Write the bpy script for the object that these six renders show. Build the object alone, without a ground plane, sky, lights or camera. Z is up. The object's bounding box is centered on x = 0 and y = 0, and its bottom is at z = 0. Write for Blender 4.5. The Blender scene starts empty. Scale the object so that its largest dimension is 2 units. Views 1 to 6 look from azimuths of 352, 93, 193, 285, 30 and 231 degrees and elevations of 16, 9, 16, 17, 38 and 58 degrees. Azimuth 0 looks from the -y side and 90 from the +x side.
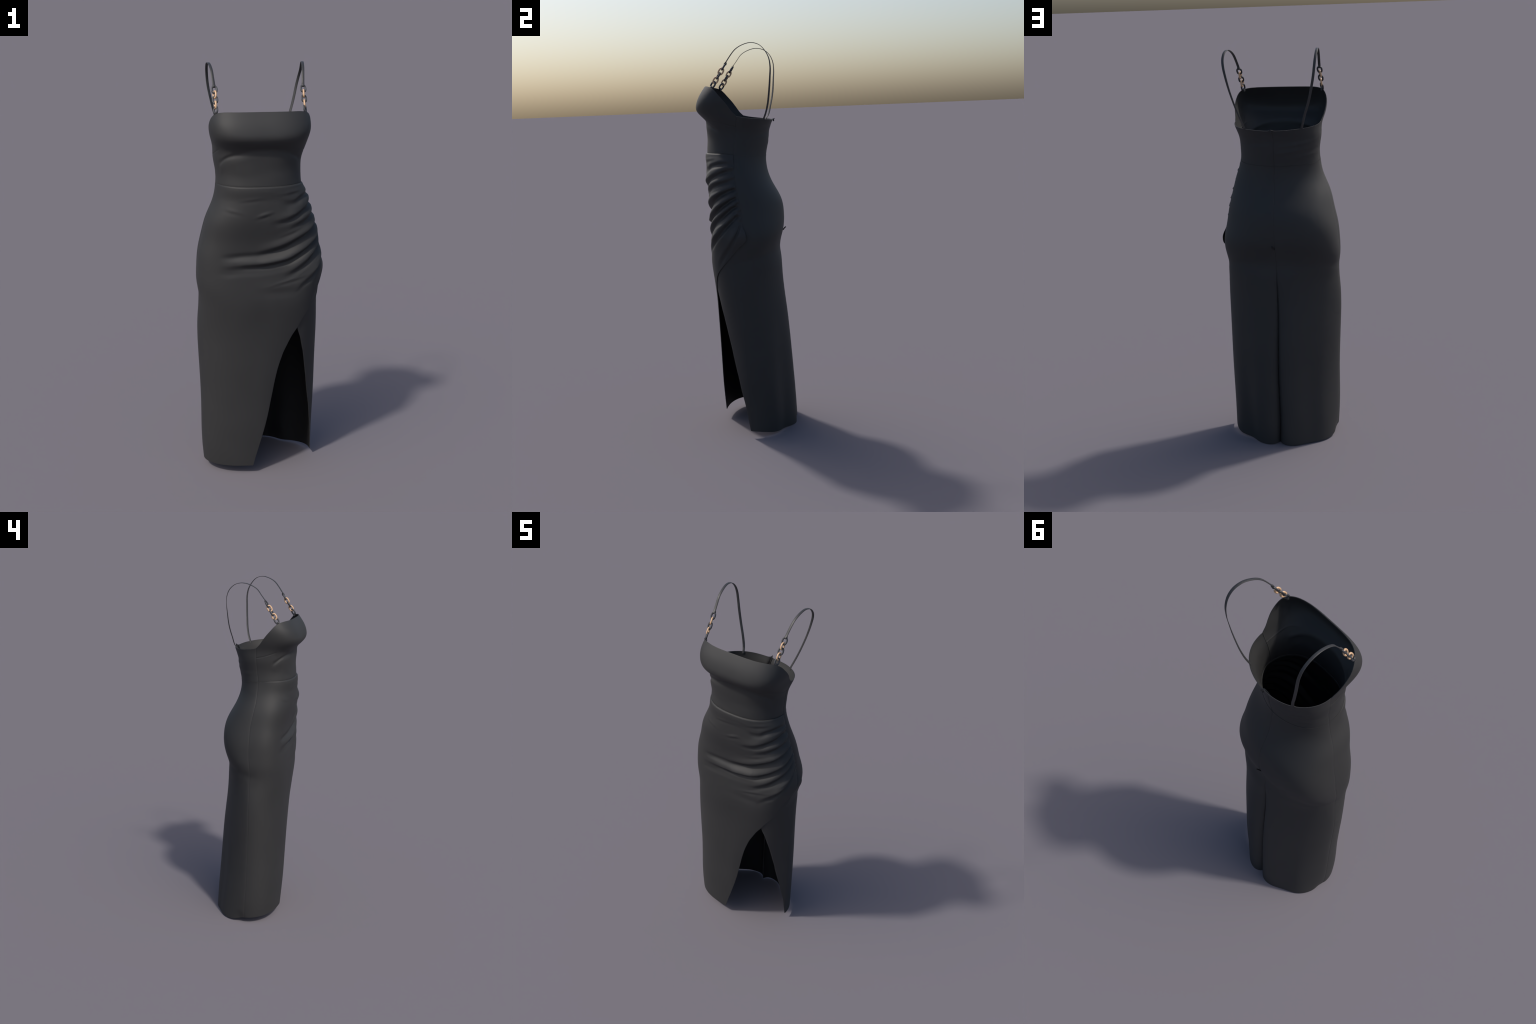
"""Long black evening dress: chain shoulder straps, ruched wrap skirt, side slit.
Everything is lofted from super-elliptic cross-sections; folds, pleat and seams
are displacements of that loft, each sewing panel is a mesh with real thickness."""
import bpy, bmesh, math
import numpy as np
from mathutils import Vector, Matrix

PI = math.pi
# ---------------------------------------------------------------- cross-sections
# height : left, right, front, back extents; roundness of the four quadrants
# (front-left, front-right, back-left, back-right)
STATIONS = [
    (0.000, -0.284, 0.269, -0.167, 0.232, 2.40, 1.60, 2.12, 1.91),
    (0.150, -0.293, 0.269, -0.170, 0.230, 2.47, 1.60, 1.80, 2.00),
    (0.350, -0.295, 0.275, -0.173, 0.221, 2.36, 1.60, 1.62, 1.93),
    (0.600, -0.304, 0.278, -0.177, 0.202, 2.31, 1.95, 1.60, 1.89),
    (0.800, -0.305, 0.278, -0.183, 0.182, 2.38, 2.59, 1.60, 1.92),
    (0.900, -0.299, 0.275, -0.190, 0.173, 2.59, 2.97, 1.83, 2.15),
    (0.970, -0.304, 0.279, -0.188, 0.166, 2.83, 3.30, 2.23, 2.31),
    (1.050, -0.304, 0.287, -0.183, 0.185, 3.12, 3.39, 2.57, 2.24),
    (1.130, -0.296, 0.274, -0.180, 0.191, 3.26, 3.33, 2.71, 1.93),
    (1.210, -0.279, 0.260, -0.185, 0.179, 3.09, 3.13, 2.52, 1.76),
    (1.300, -0.256, 0.239, -0.199, 0.135, 2.88, 2.89, 2.29, 1.79),
    (1.380, -0.225, 0.217, -0.201, 0.112, 2.58, 2.59, 1.98, 1.64),
    (1.450, -0.211, 0.194, -0.196, 0.111, 2.50, 2.47, 1.98, 1.66),
    (1.520, -0.211, 0.189, -0.189, 0.125, 2.46, 2.47, 2.06, 1.69),
    (1.580, -0.220, 0.193, -0.190, 0.134, 2.59, 2.58, 2.10, 1.86),
    (1.630, -0.222, 0.208, -0.196, 0.155, 2.95, 2.91, 2.09, 2.07),
    (1.675, -0.234, 0.217, -0.232, 0.164, 3.36, 3.36, 2.11, 2.20),
    (1.715, -0.242, 0.225, -0.232, 0.167, 3.71, 3.80, 2.12, 2.30),
    (1.755, -0.242, 0.225, -0.215, 0.167, 3.76, 3.73, 2.14, 2.36),
    (1.800, -0.230, 0.220, -0.185, 0.167, 3.60, 3.33, 2.15, 2.39),
]
ST = np.array(STATIONS)
# y of the side seams against height
SIDE_Y = ([0, .35, .68, .95, 1.08, 1.18, 1.36, 1.456, 1.52, 1.64, 1.85],
          [-.003, -.015, -.02, -.02, -.010, -.010, -.030, -.031, -.024, -.017, -.017])


def pchip(x, y, q):
    """monotone cubic through control points"""
    x = np.asarray(x, float); y = np.asarray(y, float)
    h = np.diff(x)[:, None] if y.ndim > 1 else np.diff(x)
    d = np.diff(y, axis=0) / h
    m = np.zeros_like(y)
    if len(x) > 2:
        w1 = 2 * h[1:] + h[:-1]; w2 = h[1:] + 2 * h[:-1]
        ok = d[1:] * d[:-1] > 0
        den = np.where(ok, w1 / np.where(ok, d[:-1], 1) + w2 / np.where(ok, d[1:], 1), 1)
        m[1:-1] = np.where(ok, (w1 + w2) / den, 0)
    m[0] = d[0]; m[-1] = d[-1]
    q = np.clip(q, x[0], x[-1]); i = np.clip(np.searchsorted(x, q) - 1, 0, len(x) - 2)
    hh = x[i + 1] - x[i]; t = (q - x[i]) / hh
    if y.ndim > 1:
        t = t[..., None]; hh = hh[..., None]
    return (y[i] * (2 * t**3 - 3 * t * t + 1) + m[i] * hh * (t**3 - 2 * t * t + t)
            + y[i + 1] * (3 * t * t - 2 * t**3) + m[i + 1] * hh * (t**3 - t * t))


def spline(x, y, q):
    """natural cubic spline through rows of y"""
    x = np.asarray(x, float); n = len(x); h = np.diff(x)
    A = np.eye(n); R = np.zeros_like(y)
    for i in range(1, n - 1):
        A[i, i - 1:i + 2] = h[i - 1], 2 * (h[i - 1] + h[i]), h[i]
        R[i] = 6 * ((y[i + 1] - y[i]) / h[i] - (y[i] - y[i - 1]) / h[i - 1])
    M = np.linalg.solve(A, R)
    q = np.clip(q, x[0], x[-1]); i = np.clip(np.searchsorted(x, q) - 1, 0, n - 2)
    H = h[i][..., None]; a = (x[i + 1] - q)[..., None] / H; b = 1 - a
    return a * y[i] + b * y[i + 1] + ((a**3 - a) * M[i] + (b**3 - b) * M[i + 1]) * H * H / 6


def G(x, w):
    return np.exp(-(x / w) ** 2)


def sm(a, b, x):
    t = np.clip((x - a) / (b - a), 0, 1)
    return t * t * (3 - 2 * t)


def wrap(d):
    return (d + 180) % 360 - 180


def base(t, z):
    """t in degrees (0 front, 90 wearer's left = +x, 180 back), z height"""
    S = spline(ST[:, 0], ST[:, 1:], z); yc = pchip(*SIDE_Y, z)
    xl, xr, yf, yb, nfl, nfr, nbl, nbr = [S[..., k] for k in range(8)]
    th = np.radians(t); s = np.sin(th); c = np.cos(th)
    n = np.where(c >= 0, np.where(s >= 0, nfr, nfl), np.where(s >= 0, nbr, nbl))
    xc = (xl + xr) / 2; a = (xr - xl) / 2; b = np.where(c >= 0, yc - yf, yb - yc)
    r = (np.abs(s) ** n + np.abs(c) ** n) ** (-1 / n); ux = s * r; uy = c * r
    nx = np.sign(s) * np.abs(ux) ** (n - 1) / a; ny = -np.sign(c) * np.abs(uy) ** (n - 1) / b
    l = np.hypot(nx, ny) + 1e-12
    return xc + a * ux, yc - b * uy, nx / l, ny / l


# ---------------------------------------------------------------- relief
def back_relief(t, z):
    low = 1 - sm(0, .8, z)
    d = -pchip([0, .30, .60, .80, .90, .97], [.041, .038, .030, .020, .008, 0], z) * np.exp(-np.abs(wrap(t - 180.4)) / 5.0)   # centre pleat
    d = d - .022 * low * G(wrap(t - 142), 14) - .012 * low * G(wrap(t + 144), 14)  # soft flutes
    d = d - .007 * (1 - sm(.015, .09, z)) * G(wrap(t + 96), 7)                     # ripple at the left hem
    # soft creases across the small of the back
    for z0, t0, a in ((1.548, -146, .0016), (1.512, -160, .0011), (1.535, 150, .0012), (1.575, 165, .0009), (1.49, -128, .0011)):
        zc = z0 + .0004 * wrap(t - t0)
        d = d + a * (G(z - zc, .010) - .8 * G(z - zc - .018, .012)) * G(wrap(t - t0), 24)
    u = waist_z(t) - z
    d = d + np.where(u >= -1e-6, .0009 * np.exp(-np.abs(u) / .007), 0)      # edge of the waist seam
    return d + hip_relief(t, z)


def hip_relief(t, z):
    """the seat rounds out above a soft crease where the skirt starts to hang straight"""
    a = np.abs(wrap(t))
    zc = pchip([60, 92, 116, 140, 180], [.922, .936, .948, .964, .955], a)
    return (.0021 * G(z - zc - .055, .040) - .0027 * G(z - zc + .012, .024)) * sm(62, 100, a) * (1 - .75 * sm(128, 168, a))


# folds of the ruched front: (degrees, height) from the fading end to the seam,
# then height of the fold and how far it keeps going at the fading end
FOLDS = [
    ( [(15.6, 1.405), (35.0, 1.4), (48.1, 1.417), (61.8, 1.426), (86.4, 1.428)] , 0.005 ),
    ( [(24.5, 1.356), (39.5, 1.372), (57.4, 1.392), (86.3, 1.408)] , 0.003 ),
    ( [(4.8, 1.306), (23.4, 1.319), (35.2, 1.338), (46.1, 1.357), (59.1, 1.374), (73.0, 1.387), (86.2, 1.39)] , 0.0085 ),
    ( [(21.7, 1.274), (38.3, 1.298), (51.4, 1.318), (62.8, 1.33), (85.9, 1.347)] , 0.006 ),
    ( [(-9.6, 1.156), (15.9, 1.184), (33.8, 1.222), (47.8, 1.25), (65.4, 1.282), (85.3, 1.303)] , 0.0095 ),
    ( [(-41.3, 1.092), (-31.4, 1.092), (-17.3, 1.097), (-0.2, 1.101), (21.2, 1.12), (38.2, 1.162), (52.7, 1.2), (68.9, 1.236), (85.1, 1.262)] , 0.011 ),
    ( [(13.8, 1.048), (22.0, 1.058), (32.0, 1.086), (44.6, 1.127), (56.3, 1.16), (71.6, 1.2), (84.9, 1.224)] , 0.0085 ),
    ( [(27.0, 0.965), (33.7, 0.998), (41.9, 1.031), (49.5, 1.062), (67.2, 1.128), (86.8, 1.182)] , 0.0085 ),
    ( [(48.7, 0.912), (56.4, 0.95), (70.6, 1.022), (79.7, 1.08), (88.3, 1.146)] , 0.0036 ),
]


def fold_relief(t, z):
    d = np.zeros_like(t)
    for pts, amp in FOLDS:
        tt = [p[0] for p in pts]; zz = [p[1] for p in pts]
        zf = pchip(tt, zz, t)
        slope = (pchip(tt, zz, np.clip(t + .5, tt[0], tt[-1])) - pchip(tt, zz, np.clip(t - .5, tt[0], tt[-1]))) / .0050
        s = (z - zf) / np.sqrt(1 + slope**2)
        k = np.clip((t - tt[0]) / (tt[-1] - tt[0]), 0, 1)
        env = sm(0, .38, (t - tt[0]) / (tt[-1] - tt[0])) * (1 - .35 * sm(.75, 1, k))
        w = 1.25 - .45 * k
        prof = np.where(s > 0, G(s, .021 * w), G(s, .0105 * w)) - .75 * G(s + .021 * w, .011 * w)
        wob = 1 + .10 * np.sin(t * .13 + zz[0] * 40) + .05 * np.sin(t * .37 + zz[-1] * 60)   # no fold is even
        d = d + 1.25 * wob * amp * env * prof * (1 - .85 * sm(82.5, 86, t) * sm(1.08, 1.14, z))
    # long hollow above the deepest fold, small dimple, slack below the last fold
    main = FOLDS[5][0]; zm = pchip([p[0] for p in main], [p[1] for p in main], t)
    d = d - .0070 * G(z - zm - .036, .015) * sm(-40, -22, t) * (1 - sm(14, 46, t))
    d = d - .0030 * G(z - zm + .044, .014) * sm(-42, -26, t) * (1 - sm(10, 30, t))
    q = z - 1.331 - .0011 * (t - 1)
    d = d + .0036 * (G(q - .004, .0085) - .45 * G(q + .012, .008)) * G(t - 1, 7)
    d = d + .0022 * (G(z - .985, .02) - G(z - .950, .02)) * G(t - 18, 16)
    d = d - .0045 * G(z - 1.085 + (85 - t) * .006, .012) * G(t - 83, 5)     # pocket above the loose corner
    # faint slack creases between the folds and under the waist
    for t0, z0, sl, wt, a in ((40, 1.436, .0004, 14, .0020), (-14, 1.408, .0005, 12, .0011), (52, 1.286, .0012, 13, .0022),
                              (30, 1.250, .0016, 10, .0016), (60, 1.195, .0019, 11, .0022), (-34, 1.352, -.0008, 9, .0010),
                              (58, 1.105, .0024, 10, .0018), (24, 1.012, .0014, 12, .0016)):
        q = z - z0 - sl * (t - t0)
        d = d + a * (G(q, .0075) - .8 * G(q + .013, .0075)) * G(t - t0, wt)
    # tiny gathers along the side seam
    d = d + .0012 * np.sin(2 * PI * z / .0235 + 1.3 * np.sin(z * 31)) * sm(66, 81, t) * sm(1.08, 1.14, z) * (1 - sm(1.41, 1.44, z))
    return d


def front_skirt_relief(t, z):
    d = -.007 * (1 - sm(.015, .09, z)) * G(wrap(t + 96), 7)
    d = d + fold_relief(t, z)
    # roll of cloth just under the waist seam
    u = waist_z(t) - z
    lip = np.sqrt(np.clip(1 - (1 - np.clip(u / .008, 0, 1)) ** 2, 0, 1))
    d = d + .0076 * lip * (1 - sm(.010, .072, u)) * sm(-84, -26, t) * (1 - .6 * sm(55, 86, t))
    # the gathered side stands off the body, its free corner most of all
    d = d + .0065 * sm(36, 62, t) * (1 - sm(74, 86.5, t) * sm(1.06, 1.12, z)) * sm(.96, 1.06, z) * (1 - sm(1.39, 1.46, z))
    d = d + .0048 * G(t - 88, 18) * G(z - 1.035, .055)
    d = d + .0040 * sm(14, 40, t) * sm(.68, .78, z) * (1 - sm(1.05, 1.14, z))
    return d + hip_relief(t, z) * (t < 0)


def front_bodice_relief(t, z):
    # hollow under the bust, running out into a slanting fold at each side
    zg = pchip([-64, -57, -44, -27, -12, 0, 15, 30, 46, 62], [1.553, 1.566, 1.592, 1.613, 1.630, 1.634, 1.630, 1.616, 1.594, 1.570], t)
    fade = sm(-64, -54, t) * (1 - sm(48, 62, t))
    side = G(np.abs(t) - 45, 15) * np.where(t < 0, 1, .65)
    d = -(.0026 + .0028 * side) * G(z - zg, .014 - .0055 * side) * fade
    d = d + (.0024 - .0010 * side) * G(z - zg + .030, .022) * fade
    # dart seam running in from each side seam below the bust
    zd = pchip([28, 38, 50, 66, 78, 90], [1.628, 1.632, 1.630, 1.612, 1.600, 1.592], np.abs(t))
    d = d - .0015 * G(z - zd, .0026) * np.where(t < 0, sm(50, 60, np.abs(t)), sm(34, 52, np.abs(t)))
    # soft slackness over the belly
    d = d + .0020 * (G(z - 1.535, .03) * G(t + 28, 22) + G(z - 1.50, .03) * G(t - 20, 26))
    return d


# ---------------------------------------------------------------- outlines of the panels
def waist_z(t):
    a = np.abs(wrap(t))
    return pchip([0, 40, 60, 90, 138, 180], [1.464, 1.464, 1.463, 1.455, 1.444, 1.442], a)


def hem_z(t):
    t = np.where(t > 180, t - 360, t)
    return pchip([-180, -165, -150, -118, -108, -99, -90, -74, -55, -35, 0, 62, 87.5, 105, 124, 150, 168, 180],
                 [.004, .000, .004, .005, .010, .020, .031, .036, .041, .042, .044, .040, .032, .022, .008, .002, .000, .004], t)


def neck_z(t):
    a = np.abs(t)
    return pchip([0, 30, 38, 44, 50, 54, 58, 62, 66, 70, 75, 80, 85, 90],
                 [1.800, 1.7995, 1.799, 1.797, 1.793, 1.788, 1.780, 1.769, 1.755, 1.740, 1.719, 1.693, 1.664, 1.646], a)


def back_top_z(t):
    a = np.abs(wrap(t))
    return pchip([90, 100, 120, 150, 175, 180], [1.646, 1.639, 1.631, 1.624, 1.620, 1.625], a)


# free edge of the wrapped front: hem corner, slit, apex, flap, side seam
WRAP_EDGE = (
    [0, .043, .216, .318, .384, .412, .506, .574, .61, .642, .686, .73, .77, .796, .81, .858, .896, .93, .966, 1.004, 1.02, 1.034, 1.06, 1.078, 1.098, 1.14, 1.256, 1.388, 1.435, 1.47],
    [-11, -8.6, 1.6, 6.4, 8.9, 10, 13.8, 17.2, 19.6, 21.8, 25.9, 30.2, 35.3, 38.2, 40, 48.5, 58.8, 68, 77.6, 88.4, 93.5, 96, 95.6, 94, 91.6, 90, 87, 86.2, 85.7, 85.7])
# front edge of the back panel: slit, then hidden under the flap, then side seam
UNDER_EDGE = (
    [0, .042, .157, .252, .316, .342, .428, .474, .512, .574, .634, .66, .704, .77, .80, .856, .93, 1.004, 1.06, 1.10, 1.14, 1.256, 1.388, 1.435, 1.47],
    [90, 87.2, 82, 74.8, 70.6, 68.3, 61.6, 58.6, 55.5, 50.8, 46, 43.6, 40.2, 35.3, 35.5, 42, 59, 76.3, 83.2, 86.4, 89.2, 86.2, 85.4, 85, 85])


QUADS = []


def build_panel(t0, t1, zlo, zhi, relief, zref, ncol, nrow, thick=.0026, curl=(1, 1, 1, 1), mean_curl=.0012):
    """grid over one sewing panel.  t0/t1: edge angle as functions of height,
    zlo/zhi: bottom/top height as functions of angle.  Returns vertices, faces."""
    ta = np.linspace(-200, 280, 2401)
    bx, by, _, _ = base(ta, np.full_like(ta, zref))
    arc = np.r_[0, np.cumsum(np.hypot(np.diff(bx), np.diff(by)))]
    toS = lambda t: np.interp(t, ta, arc)
    toT = lambda s: np.interp(s, arc, ta)
    u = np.linspace(0, 1, ncol)
    e = np.array([.0012, .0028, .005, .008]) / .6
    u = np.unique(np.r_[u, e, 1 - e])
    v = np.linspace(0, 1, nrow)
    e = np.array([.0004, .0010, .0018, .0028, .0042, .006, .008]) / 1.4
    v = np.unique(np.r_[v, e, 1 - e])
    U, V = np.meshgrid(u, v)
    T = toT(toS(t0(np.full_like(U, .8))) + 0 * U)
    T = t0(np.full_like(U, .8)) * (1 - U) + t1(np.full_like(U, .8)) * U
    for _ in range(6):                       # edges depend on height, height on angle
        lo = zlo(T); hi = zhi(T)
        Z = lo + (hi - lo) * V
        s0 = toS(t0(Z)); s1 = toS(t1(Z))
        T = toT(s0 + (s1 - s0) * U)
    lo = zlo(T); hi = zhi(T); Z = lo + (hi - lo) * V
    x, y, nx, ny = base(T, Z)
    d = relief(T, Z)
    s0 = toS(t0(Z)); s1 = toS(t1(Z)); s = toS(T)
    dist = [s - s0, s1 - s, Z - lo, hi - Z]
    for k, q in enumerate(dist):
        if curl[k]:
            d = d - curl[k] * mean_curl * np.exp(-np.abs(q) / .0035)
    P = np.stack([x + nx * d, y + ny * d, Z], -1)
    # inner layer along the true normals
    du = np.gradient(P, axis=1); dv = np.gradient(P, axis=0)
    N = np.cross(du, dv); N /= np.linalg.norm(N, axis=-1, keepdims=True) + 1e-12
    Q = P - N * thick
    Q[..., 2] = np.maximum(Q[..., 2], 0)
    P[..., 2] = np.maximum(P[..., 2], 0)
    R, C = U.shape
    idx = np.arange(R * C).reshape(R, C); off = R * C
    a, b, c, e_ = idx[:-1, :-1].ravel(), idx[:-1, 1:].ravel(), idx[1:, 1:].ravel(), idx[1:, :-1].ravel()
    QUADS.append(len(a))
    F = [np.stack([a, b, c, e_], 1), np.stack([a, e_, c, b], 1) + off]
    ring = np.r_[idx[0, :-1], idx[:-1, -1], idx[-1, :0:-1], idx[:0:-1, 0]]
    nxt = np.roll(ring, -1)
    F.append(np.stack([ring, ring + off, nxt + off, nxt], 1))
    return np.concatenate([P.reshape(-1, 3), Q.reshape(-1, 3)]), np.concatenate(F)


# ---------------------------------------------------------------- materials
def nodes_of(name):
    m = bpy.data.materials.new(name); m.use_nodes = True
    nt = m.node_tree
    return m, nt, nt.nodes["Principled BSDF"]


def fabric_material(name="black_crepe"):
    m, nt, p = nodes_of(name)
    tc = nt.nodes.new("ShaderNodeTexCoord")
    big = nt.nodes.new("ShaderNodeTexNoise"); big.inputs["Scale"].default_value = 6; big.inputs["Detail"].default_value = 3
    nt.links.new(tc.outputs["Object"], big.inputs["Vector"])
    ramp = nt.nodes.new("ShaderNodeValToRGB")
    ramp.color_ramp.elements[0].position = .3; ramp.color_ramp.elements[0].color = (*FAB0, 1)
    ramp.color_ramp.elements[1].position = .7; ramp.color_ramp.elements[1].color = (*FAB1, 1)
    nt.links.new(big.outputs["Fac"], ramp.inputs["Fac"])
    nt.links.new(ramp.outputs["Color"], p.inputs["Base Color"])
    fine = nt.nodes.new("ShaderNodeTexNoise"); fine.inputs["Scale"].default_value = 900; fine.inputs["Detail"].default_value = 2
    nt.links.new(tc.outputs["Object"], fine.inputs["Vector"])
    bump = nt.nodes.new("ShaderNodeBump"); bump.inputs["Strength"].default_value = .06; bump.inputs["Distance"].default_value = .0006
    nt.links.new(fine.outputs["Fac"], bump.inputs["Height"])
    nt.links.new(bump.outputs["Normal"], p.inputs["Normal"])
    p.inputs["Roughness"].default_value = FAB_ROUGH
    p.inputs["Specular IOR Level"].default_value = FAB_SPEC
    return m


def plain_material(name, col, rough, metal=0.0, spec=.5, var=.12):
    m, nt, p = nodes_of(name)
    tc = nt.nodes.new("ShaderNodeTexCoord")
    n = nt.nodes.new("ShaderNodeTexNoise"); n.inputs["Scale"].default_value = 120; n.inputs["Detail"].default_value = 3
    nt.links.new(tc.outputs["Object"], n.inputs["Vector"])
    ramp = nt.nodes.new("ShaderNodeValToRGB")
    ramp.color_ramp.elements[0].position = .3; ramp.color_ramp.elements[0].color = (*[c * (1 - var) for c in col], 1)
    ramp.color_ramp.elements[1].position = .7; ramp.color_ramp.elements[1].color = (*[min(1, c * (1 + var)) for c in col], 1)
    nt.links.new(n.outputs["Fac"], ramp.inputs["Fac"])
    nt.links.new(ramp.outputs["Color"], p.inputs["Base Color"])
    p.inputs["Roughness"].default_value = rough
    p.inputs["Metallic"].default_value = metal
    p.inputs["Specular IOR Level"].default_value = spec
    return m


FAB0 = (.0240, .0240, .0243); FAB1 = (.0270, .0270, .0273); FAB_ROUGH = .63; FAB_SPEC = .42
FABRIC = fabric_material()
STRAP = plain_material("strap_satin", (.030, .030, .031), .5)
BLACK = plain_material("black_resin", (.040, .041, .046), .45)
GOLD = plain_material("matte_rose_gold", (.60, .385, .225), .42, 0.0, .5, .05)
SKIRT_INSIDE = plain_material("black_lining", (.010, .010, .011), .7, 0, .25, .05)
ZIP = plain_material("zip_black", (.008, .008, .009), .5)


# ---------------------------------------------------------------- object helpers
def mesh_from(name, V, F, mat, angle=40):
    me = bpy.data.meshes.new(name)
    me.from_pydata(np.asarray(V).tolist(), [], np.asarray(F).tolist() if not isinstance(F, list) else F)
    me.materials.append(mat)
    me.polygons.foreach_set("use_smooth", [True] * len(me.polygons))
    me.set_sharp_from_angle(angle=math.radians(angle))
    me.update()
    return me


def add(name, me, parent, mat_world=None):
    o = bpy.data.objects.new(name, me)
    bpy.context.scene.collection.objects.link(o)
    o.parent = parent
    if mat_world is not None:
        o.matrix_local = mat_world
    return o


def sweep(path, side, prof, closed=False):
    """sweep a closed profile (list of (across, up)) along path; side = across direction per point"""
    path = np.asarray(path, float); n = len(path)
    if closed:
        tan = np.roll(path, -1, 0) - np.roll(path, 1, 0)
    else:
        tan = np.gradient(path, axis=0)
    tan /= np.linalg.norm(tan, axis=1, keepdims=True)
    side = np.broadcast_to(np.asarray(side, float), path.shape)
    side = side - tan * (side * tan).sum(1, keepdims=True)
    side = side / np.linalg.norm(side, axis=1, keepdims=True)
    up = np.cross(side, tan)
    V = []; m = len(prof)
    for a, b in prof:
        V.append(path + side * a + up * b)
    V = np.stack(V, 1).reshape(-1, 3)
    F = []
    for i in range(n if closed else n - 1):
        j = (i + 1) % n
        for k in range(m):
            l = (k + 1) % m
            F.append([i * m + k, i * m + l, j * m + l, j * m + k])
    if not closed:
        F.append(list(range(m))[::-1]); F.append([(n - 1) * m + k for k in range(m)])
    return V, F


def smooth_path(pts, n):
    pts = np.asarray(pts, float)
    s = np.r_[0, np.cumsum(np.linalg.norm(np.diff(pts, axis=0), axis=1))]
    q = np.linspace(0, s[-1], n)
    # Catmull-Rom through the points
    m = np.gradient(pts, s, axis=0)
    i = np.clip(np.searchsorted(s, q) - 1, 0, len(s) - 2)
    h = (s[i + 1] - s[i])[:, None]; t = ((q - s[i])[:, None]) / h
    return (pts[i] * (2 * t**3 - 3 * t * t + 1) + m[i] * h * (t**3 - 2 * t * t + t)
            + pts[i + 1] * (3 * t * t - 2 * t**3) + m[i + 1] * h * (t**3 - t * t))


# ---------------------------------------------------------------- the dress
dress = bpy.data.objects.new("evening_dress", None)
bpy.context.scene.collection.objects.link(dress)
dress["label"] = "long black evening dress with chain straps, ruched wrap skirt and slit"
dress["category"] = "dress"

const = lambda v: (lambda z: np.full_like(z, v))
tab = lambda T: (lambda z: pchip(*T, z))

seam_r = tab(([1.4, 1.47, 1.56, 1.65], [85.7, 85.7, 87, 90]))
PANELS = [
    # name, left edge, right edge, bottom, top, relief, zref, cols, rows, curl(left,right,bottom,top)
    ("front_bodice", const(-90), seam_r, waist_z, neck_z, front_bodice_relief, 1.70, 260, 120, (1, 1, .6, .3)),
    ("back_bodice", seam_r, const(180), waist_z, back_top_z, back_relief, 1.55, 120, 70, (1, 2.2, .2, .3)),
    ("back_bodice", const(180), const(270), waist_z, back_top_z, back_relief, 1.55, 120, 70, (2.2, 1, .2, .3)),
    ("front_skirt", const(-90), tab(WRAP_EDGE), hem_z, waist_z, front_skirt_relief, 1.05, 270, 440, (1, .4, .3, 0)),
    ("back_skirt", tab(UNDER_EDGE), const(180.4), hem_z, waist_z, back_relief, 1.05, 150, 380, (1.1, 1.7, .3, 0)),
    ("back_skirt", const(180.4), const(270), hem_z, waist_z, back_relief, 1.05, 140, 380, (1.7, 1, .3, 0)),
]
for name, t0, t1, lo, hi, rel, zref, nc, nr, curl in PANELS:
    V, F = build_panel(t0, t1, lo, hi, rel, zref, nc, nr, curl=curl)
    me = mesh_from(name, V, F, FABRIC, 50)
    if "skirt" in name:                      # inner faces of the skirt coloured a deeper black
        me.materials.append(SKIRT_INSIDE)
        inner = [0] * len(F)
        nq = QUADS[-1]
        inner[nq:2 * nq] = [1] * nq
        me.polygons.foreach_set("material_index", inner)
    add(name, me, dress)


# seam allowance standing inside the waist
ta = np.linspace(-180, 180, 241)[:-1]
wz = waist_z(ta)
wx, wy, wnx, wny = base(ta, wz)
ring = np.stack([wx - wnx * .0042, wy - wny * .0042, wz], 1)
V, F = sweep(ring, np.stack([wnx, wny, 0 * wnx], 1), [(-.0016, -.004), (.0016, -.004), (.0016, .004), (-.0016, .004)], closed=True)
add("waist_seam", mesh_from("waist_seam", V, F, FABRIC, 40), dress)


# ---------------------------------------------------------------- straps and chains
def link_mesh(name, mat):
    """oval chain link, long axis z, lying in xz"""
    L, W, r = .0201 - .0043, .0150 - .0043, .0043
    n = 40; a = np.linspace(0, 2 * PI, n, endpoint=False)
    e = 2 / 2.5
    path = np.stack([W * np.sign(np.cos(a)) * np.abs(np.cos(a)) ** e, 0 * a,
                     L * np.sign(np.sin(a)) * np.abs(np.sin(a)) ** e], 1)
    prof = [(r * math.cos(q), r * math.sin(q)) for q in np.linspace(0, 2 * PI, 14, endpoint=False)]
    V, F = sweep(path, (0, 1, 0), prof, closed=True)
    return mesh_from(name, V, F, mat, 60)


BLACK_LINK = link_mesh("chain_link", BLACK)
GOLD_LINK = link_mesh("gold_chain_link", GOLD)

RIGHT = [(.193, -.063, 1.902), (.197, -.041, 1.936), (.203, -.006, 1.974), (.208, .030, 1.992), (.213, .071, 1.9985),
         (.217, .109, 1.986), (.218, .136, 1.957), (.212, .153, 1.922), (.204, .158, 1.886), (.191, .154, 1.826),
         (.172, .146, 1.757), (.153, .136, 1.697), (.139, .124, 1.655), (.1305, .1125, 1.628), (.1285, .1075, 1.617)]
LEFT = [(-.213, -.063, 1.903), (-.216, -.040, 1.936), (-.219, -.014, 1.969), (-.223, .021, 1.989), (-.228, .069, 1.9985),
        (-.230, .110, 1.987), (-.229, .137, 1.962), (-.226, .154, 1.922), (-.222, .157, 1.887), (-.212, .154, 1.833),
        (-.191, .146, 1.748), (-.172, .135, 1.695), (-.155, .119, 1.640), (-.1505, .1105, 1.628), (-.1485, .1055, 1.617)]
RIBBON = [(-.0062, -.0010), (-.0057, -.0014), (.0057, -.0014), (.0062, -.0010), (.0062, .0010), (.0057, .0014), (-.0057, .0014), (-.0062, .0010)]

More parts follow.
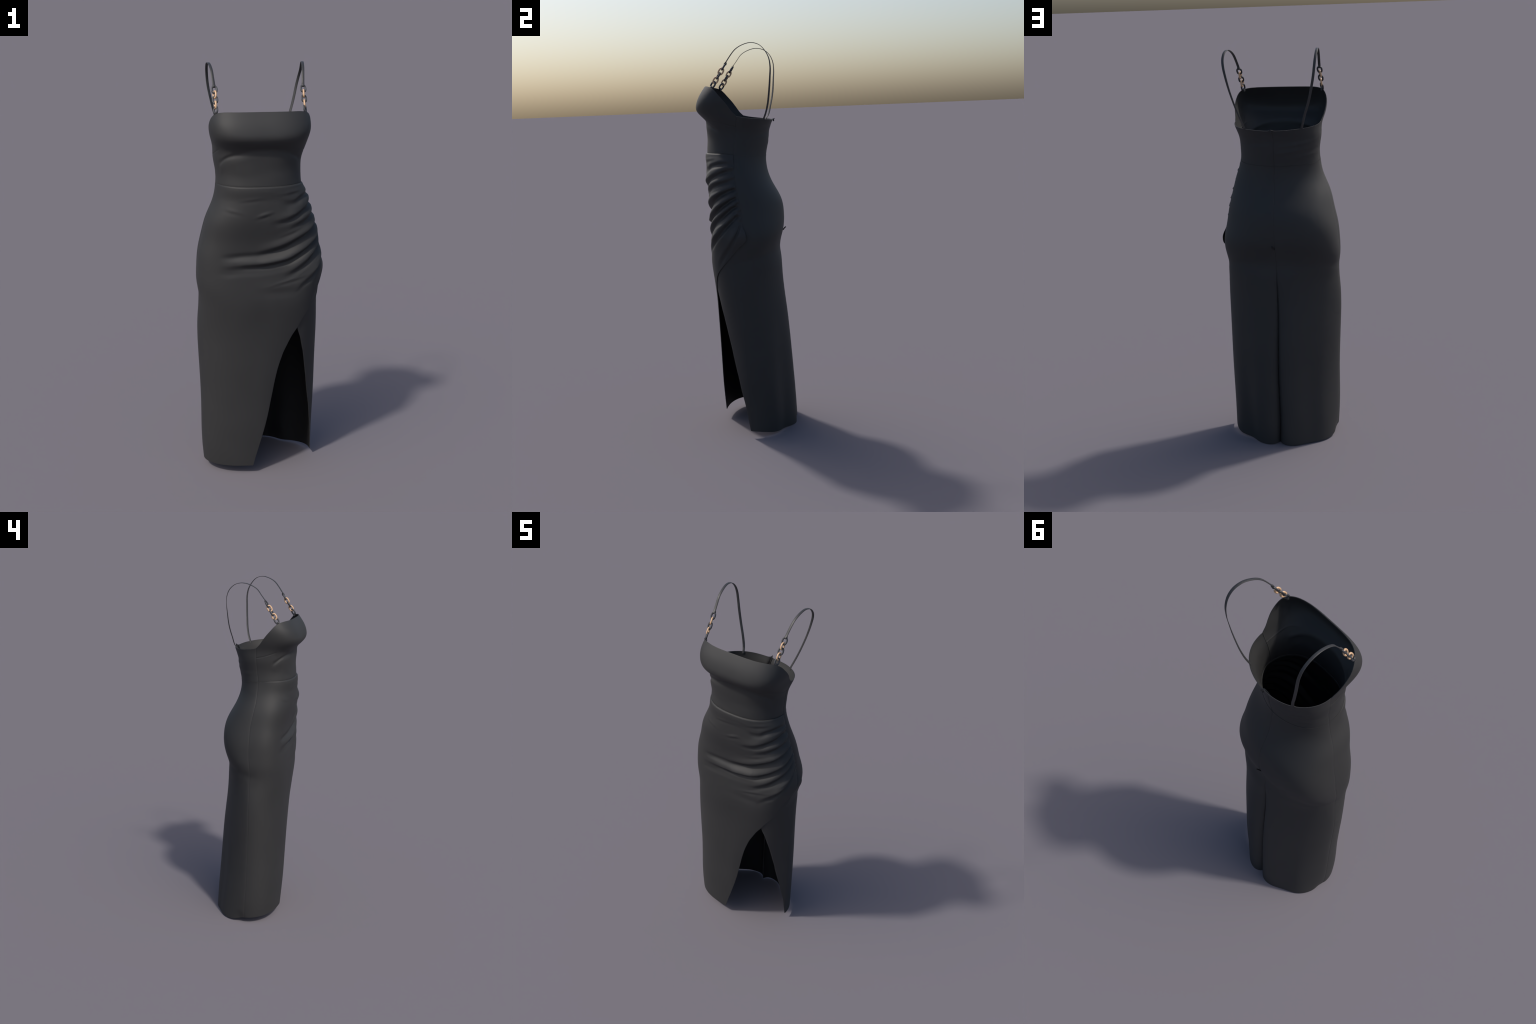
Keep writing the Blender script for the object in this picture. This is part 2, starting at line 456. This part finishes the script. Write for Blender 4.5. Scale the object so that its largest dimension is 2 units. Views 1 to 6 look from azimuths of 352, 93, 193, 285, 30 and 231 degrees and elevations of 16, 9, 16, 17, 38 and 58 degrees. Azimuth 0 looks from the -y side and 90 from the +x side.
for pts, foot, twist in ((RIGHT, (.191, -.139, 1.789), (8, 82, 20, 78, 58)),
                         (LEFT, (-.213, -.137, 1.789), (-6, -62, -14, -80, -52))):
    sgn = 1 if pts is RIGHT else -1
    path = smooth_path(pts, 140)
    # the ribbon folds round the first link and runs back a little under itself
    d0 = (path[0] - path[3]); d0 /= np.linalg.norm(d0)
    up = np.cross(d0, (1, 0, 0)); up /= np.linalg.norm(up)
    if up[2] < 0:
        up = -up
    run = np.r_[0, np.cumsum(np.linalg.norm(np.diff(path, axis=0), axis=1))]
    path = path + up * (.0047 * np.exp(-run / .012))[:, None]
    bar = np.array(pts[0]) + d0 * .0012
    loop = [bar + .0047 * (up * math.cos(q) + d0 * math.sin(q)) for q in np.linspace(PI, PI / 9, 12)]
    loop = [bar - d0 * .012 + up * .0018, bar - d0 * .006 - up * .0030] + loop
    # side direction: across x in front, following the back's curve behind
    full = np.concatenate([np.array(loop), path])
    k = np.linspace(0, 1, len(full))
    side = np.stack([np.ones_like(k), -.72 * sgn * sm(.38, .80, k) - .12 * sgn * (1 - sm(.1, .4, k)), 0 * k], 1)
    V, F = sweep(full, side, RIBBON)
    strap = add("shoulder_strap", mesh_from("shoulder_strap", V, F, STRAP, 50), dress)
    # chain
    A = np.array(pts[0]); B = np.array(foot); dv = B - A; Lc = np.linalg.norm(dv); dv /= Lc
    pitch = (Lc - .0402 + .0050) / 4
    ax = np.array([1., 0, 0]); ax -= dv * ax.dot(dv); ax /= np.linalg.norm(ax)
    ay = np.cross(-dv, ax)
    for i in range(5):
        c = A + dv * (.0165 + pitch * i)
        q = math.radians(twist[i])
        w = ax * math.cos(q) + ay * math.sin(q)
        nrm = np.cross(-dv, w)
        M = Matrix((Vector((w[0], nrm[0], -dv[0], c[0])), Vector((w[1], nrm[1], -dv[1], c[1])), Vector((w[2], nrm[2], -dv[2], c[2])), Vector((0, 0, 0, 1))))
        add("chain_link" if i % 2 == 0 else "gold_chain_link", BLACK_LINK if i % 2 == 0 else GOLD_LINK, strap, M)
    # cloth tab holding the last link to the neckline
    q = math.radians(twist[4]); w = ax * math.cos(q) + ay * math.sin(q)
    c = A + dv * (.0165 + pitch * 4 + .0161)
    e1 = dv; e2 = np.cross(w, e1); e2 /= np.linalg.norm(e2)
    tabp = [c + e1 * (-.0052 * math.cos(a)) + e2 * (.0052 * math.sin(a)) for a in np.linspace(-PI * .5, PI * .5, 11)]
    down = np.array([.15 * -sgn, .25, -1.])
    tabp = [tabp[0] + down * .009 + e2 * .003, tabp[0] + down * .004] + tabp + [tabp[-1] + down * .004, tabp[-1] + down * .009 - e2 * .003]
    V, F = sweep(np.array(tabp), w, [(a * .85, b) for a, b in RIBBON])
    add("fabric_tab", mesh_from("fabric_tab", V, F, STRAP, 50), strap)


# ---------------------------------------------------------------- zip in the centre back
def box(c, ex, ey, ez, hx, hy, hz):
    V = [np.array(c) + ex * hx * a + ey * hy * b + ez * hz * g for a in (-1, 1) for b in (-1, 1) for g in (-1, 1)]
    F = [[0, 1, 3, 2], [4, 6, 7, 5], [0, 4, 5, 1], [2, 3, 7, 6], [0, 2, 6, 4], [1, 5, 7, 3]]
    return V, F


def join(parts):
    V = []; F = []
    for v, f in parts:
        o = len(V); V += [list(p) for p in v]; F += [[i + o for i in q] for q in f]
    return V, F


def back_line(z, off):
    z = np.atleast_1d(np.asarray(z, float)); t = np.full_like(z, 180.0)
    x, y, nx, ny = base(t, z); d = back_relief(t, z) + off
    return np.stack([x + nx * d, y + ny * d, z], 1)


zz = np.linspace(1.622, 1.05, 80)
V, F = sweep(back_line(zz, -.0052), (1, 0, 0), [(-.009, -.0008), (.009, -.0008), (.009, .0008), (-.009, .0008)])
zipper = add("zipper", mesh_from("zipper", V, F, ZIP), dress)
X = np.array([1., 0, 0]); Y = np.array([0, 1., 0]); Z = np.array([0, 0, 1.])
parts = []
for k, z in enumerate(np.arange(1.055, 1.621, .0036)):
    p = back_line(z, -.0072)[0] + X * (.0016 if k % 2 else -.0016)
    parts.append(box(p, X, Y, Z, .0022, .0016, .0011))
V, F = join(parts)
teeth = add("zipper_teeth", mesh_from("zipper_teeth", V, F, ZIP), zipper); teeth["kind"] = "stuff"
# slider standing up at the top edge
p = back_line(1.622, .001)[0]
V, F = join([box(p + Y * .0025 - Z * .004, X, Y, Z, .0036, .0035, .0062), box(p + np.array([.002, .0055, .003]), X, (Y + Z * .6) / 1.17, (Z - Y * .6) / 1.17, .0022, .0040, .0020)])
add("zipper_slider", mesh_from("zipper_slider", V, F, ZIP), zipper)
# small tail of the zip sticking out where the seam ends
rod = [(-.020, .174, 1.047), (-.0145, .180, 1.0415), (-.010, .1835, 1.0420), (-.0045, .191, 1.0510), (.001, .1990, 1.0590)]
prof = [(.0032 * math.cos(q), .0032 * math.sin(q)) for q in np.linspace(0, 2 * PI, 10, endpoint=False)]
V, F = sweep(smooth_path(rod, 24), (1, 0, .1), prof)
add("zipper_tail", mesh_from("zipper_tail", V, F, ZIP, 60), zipper)
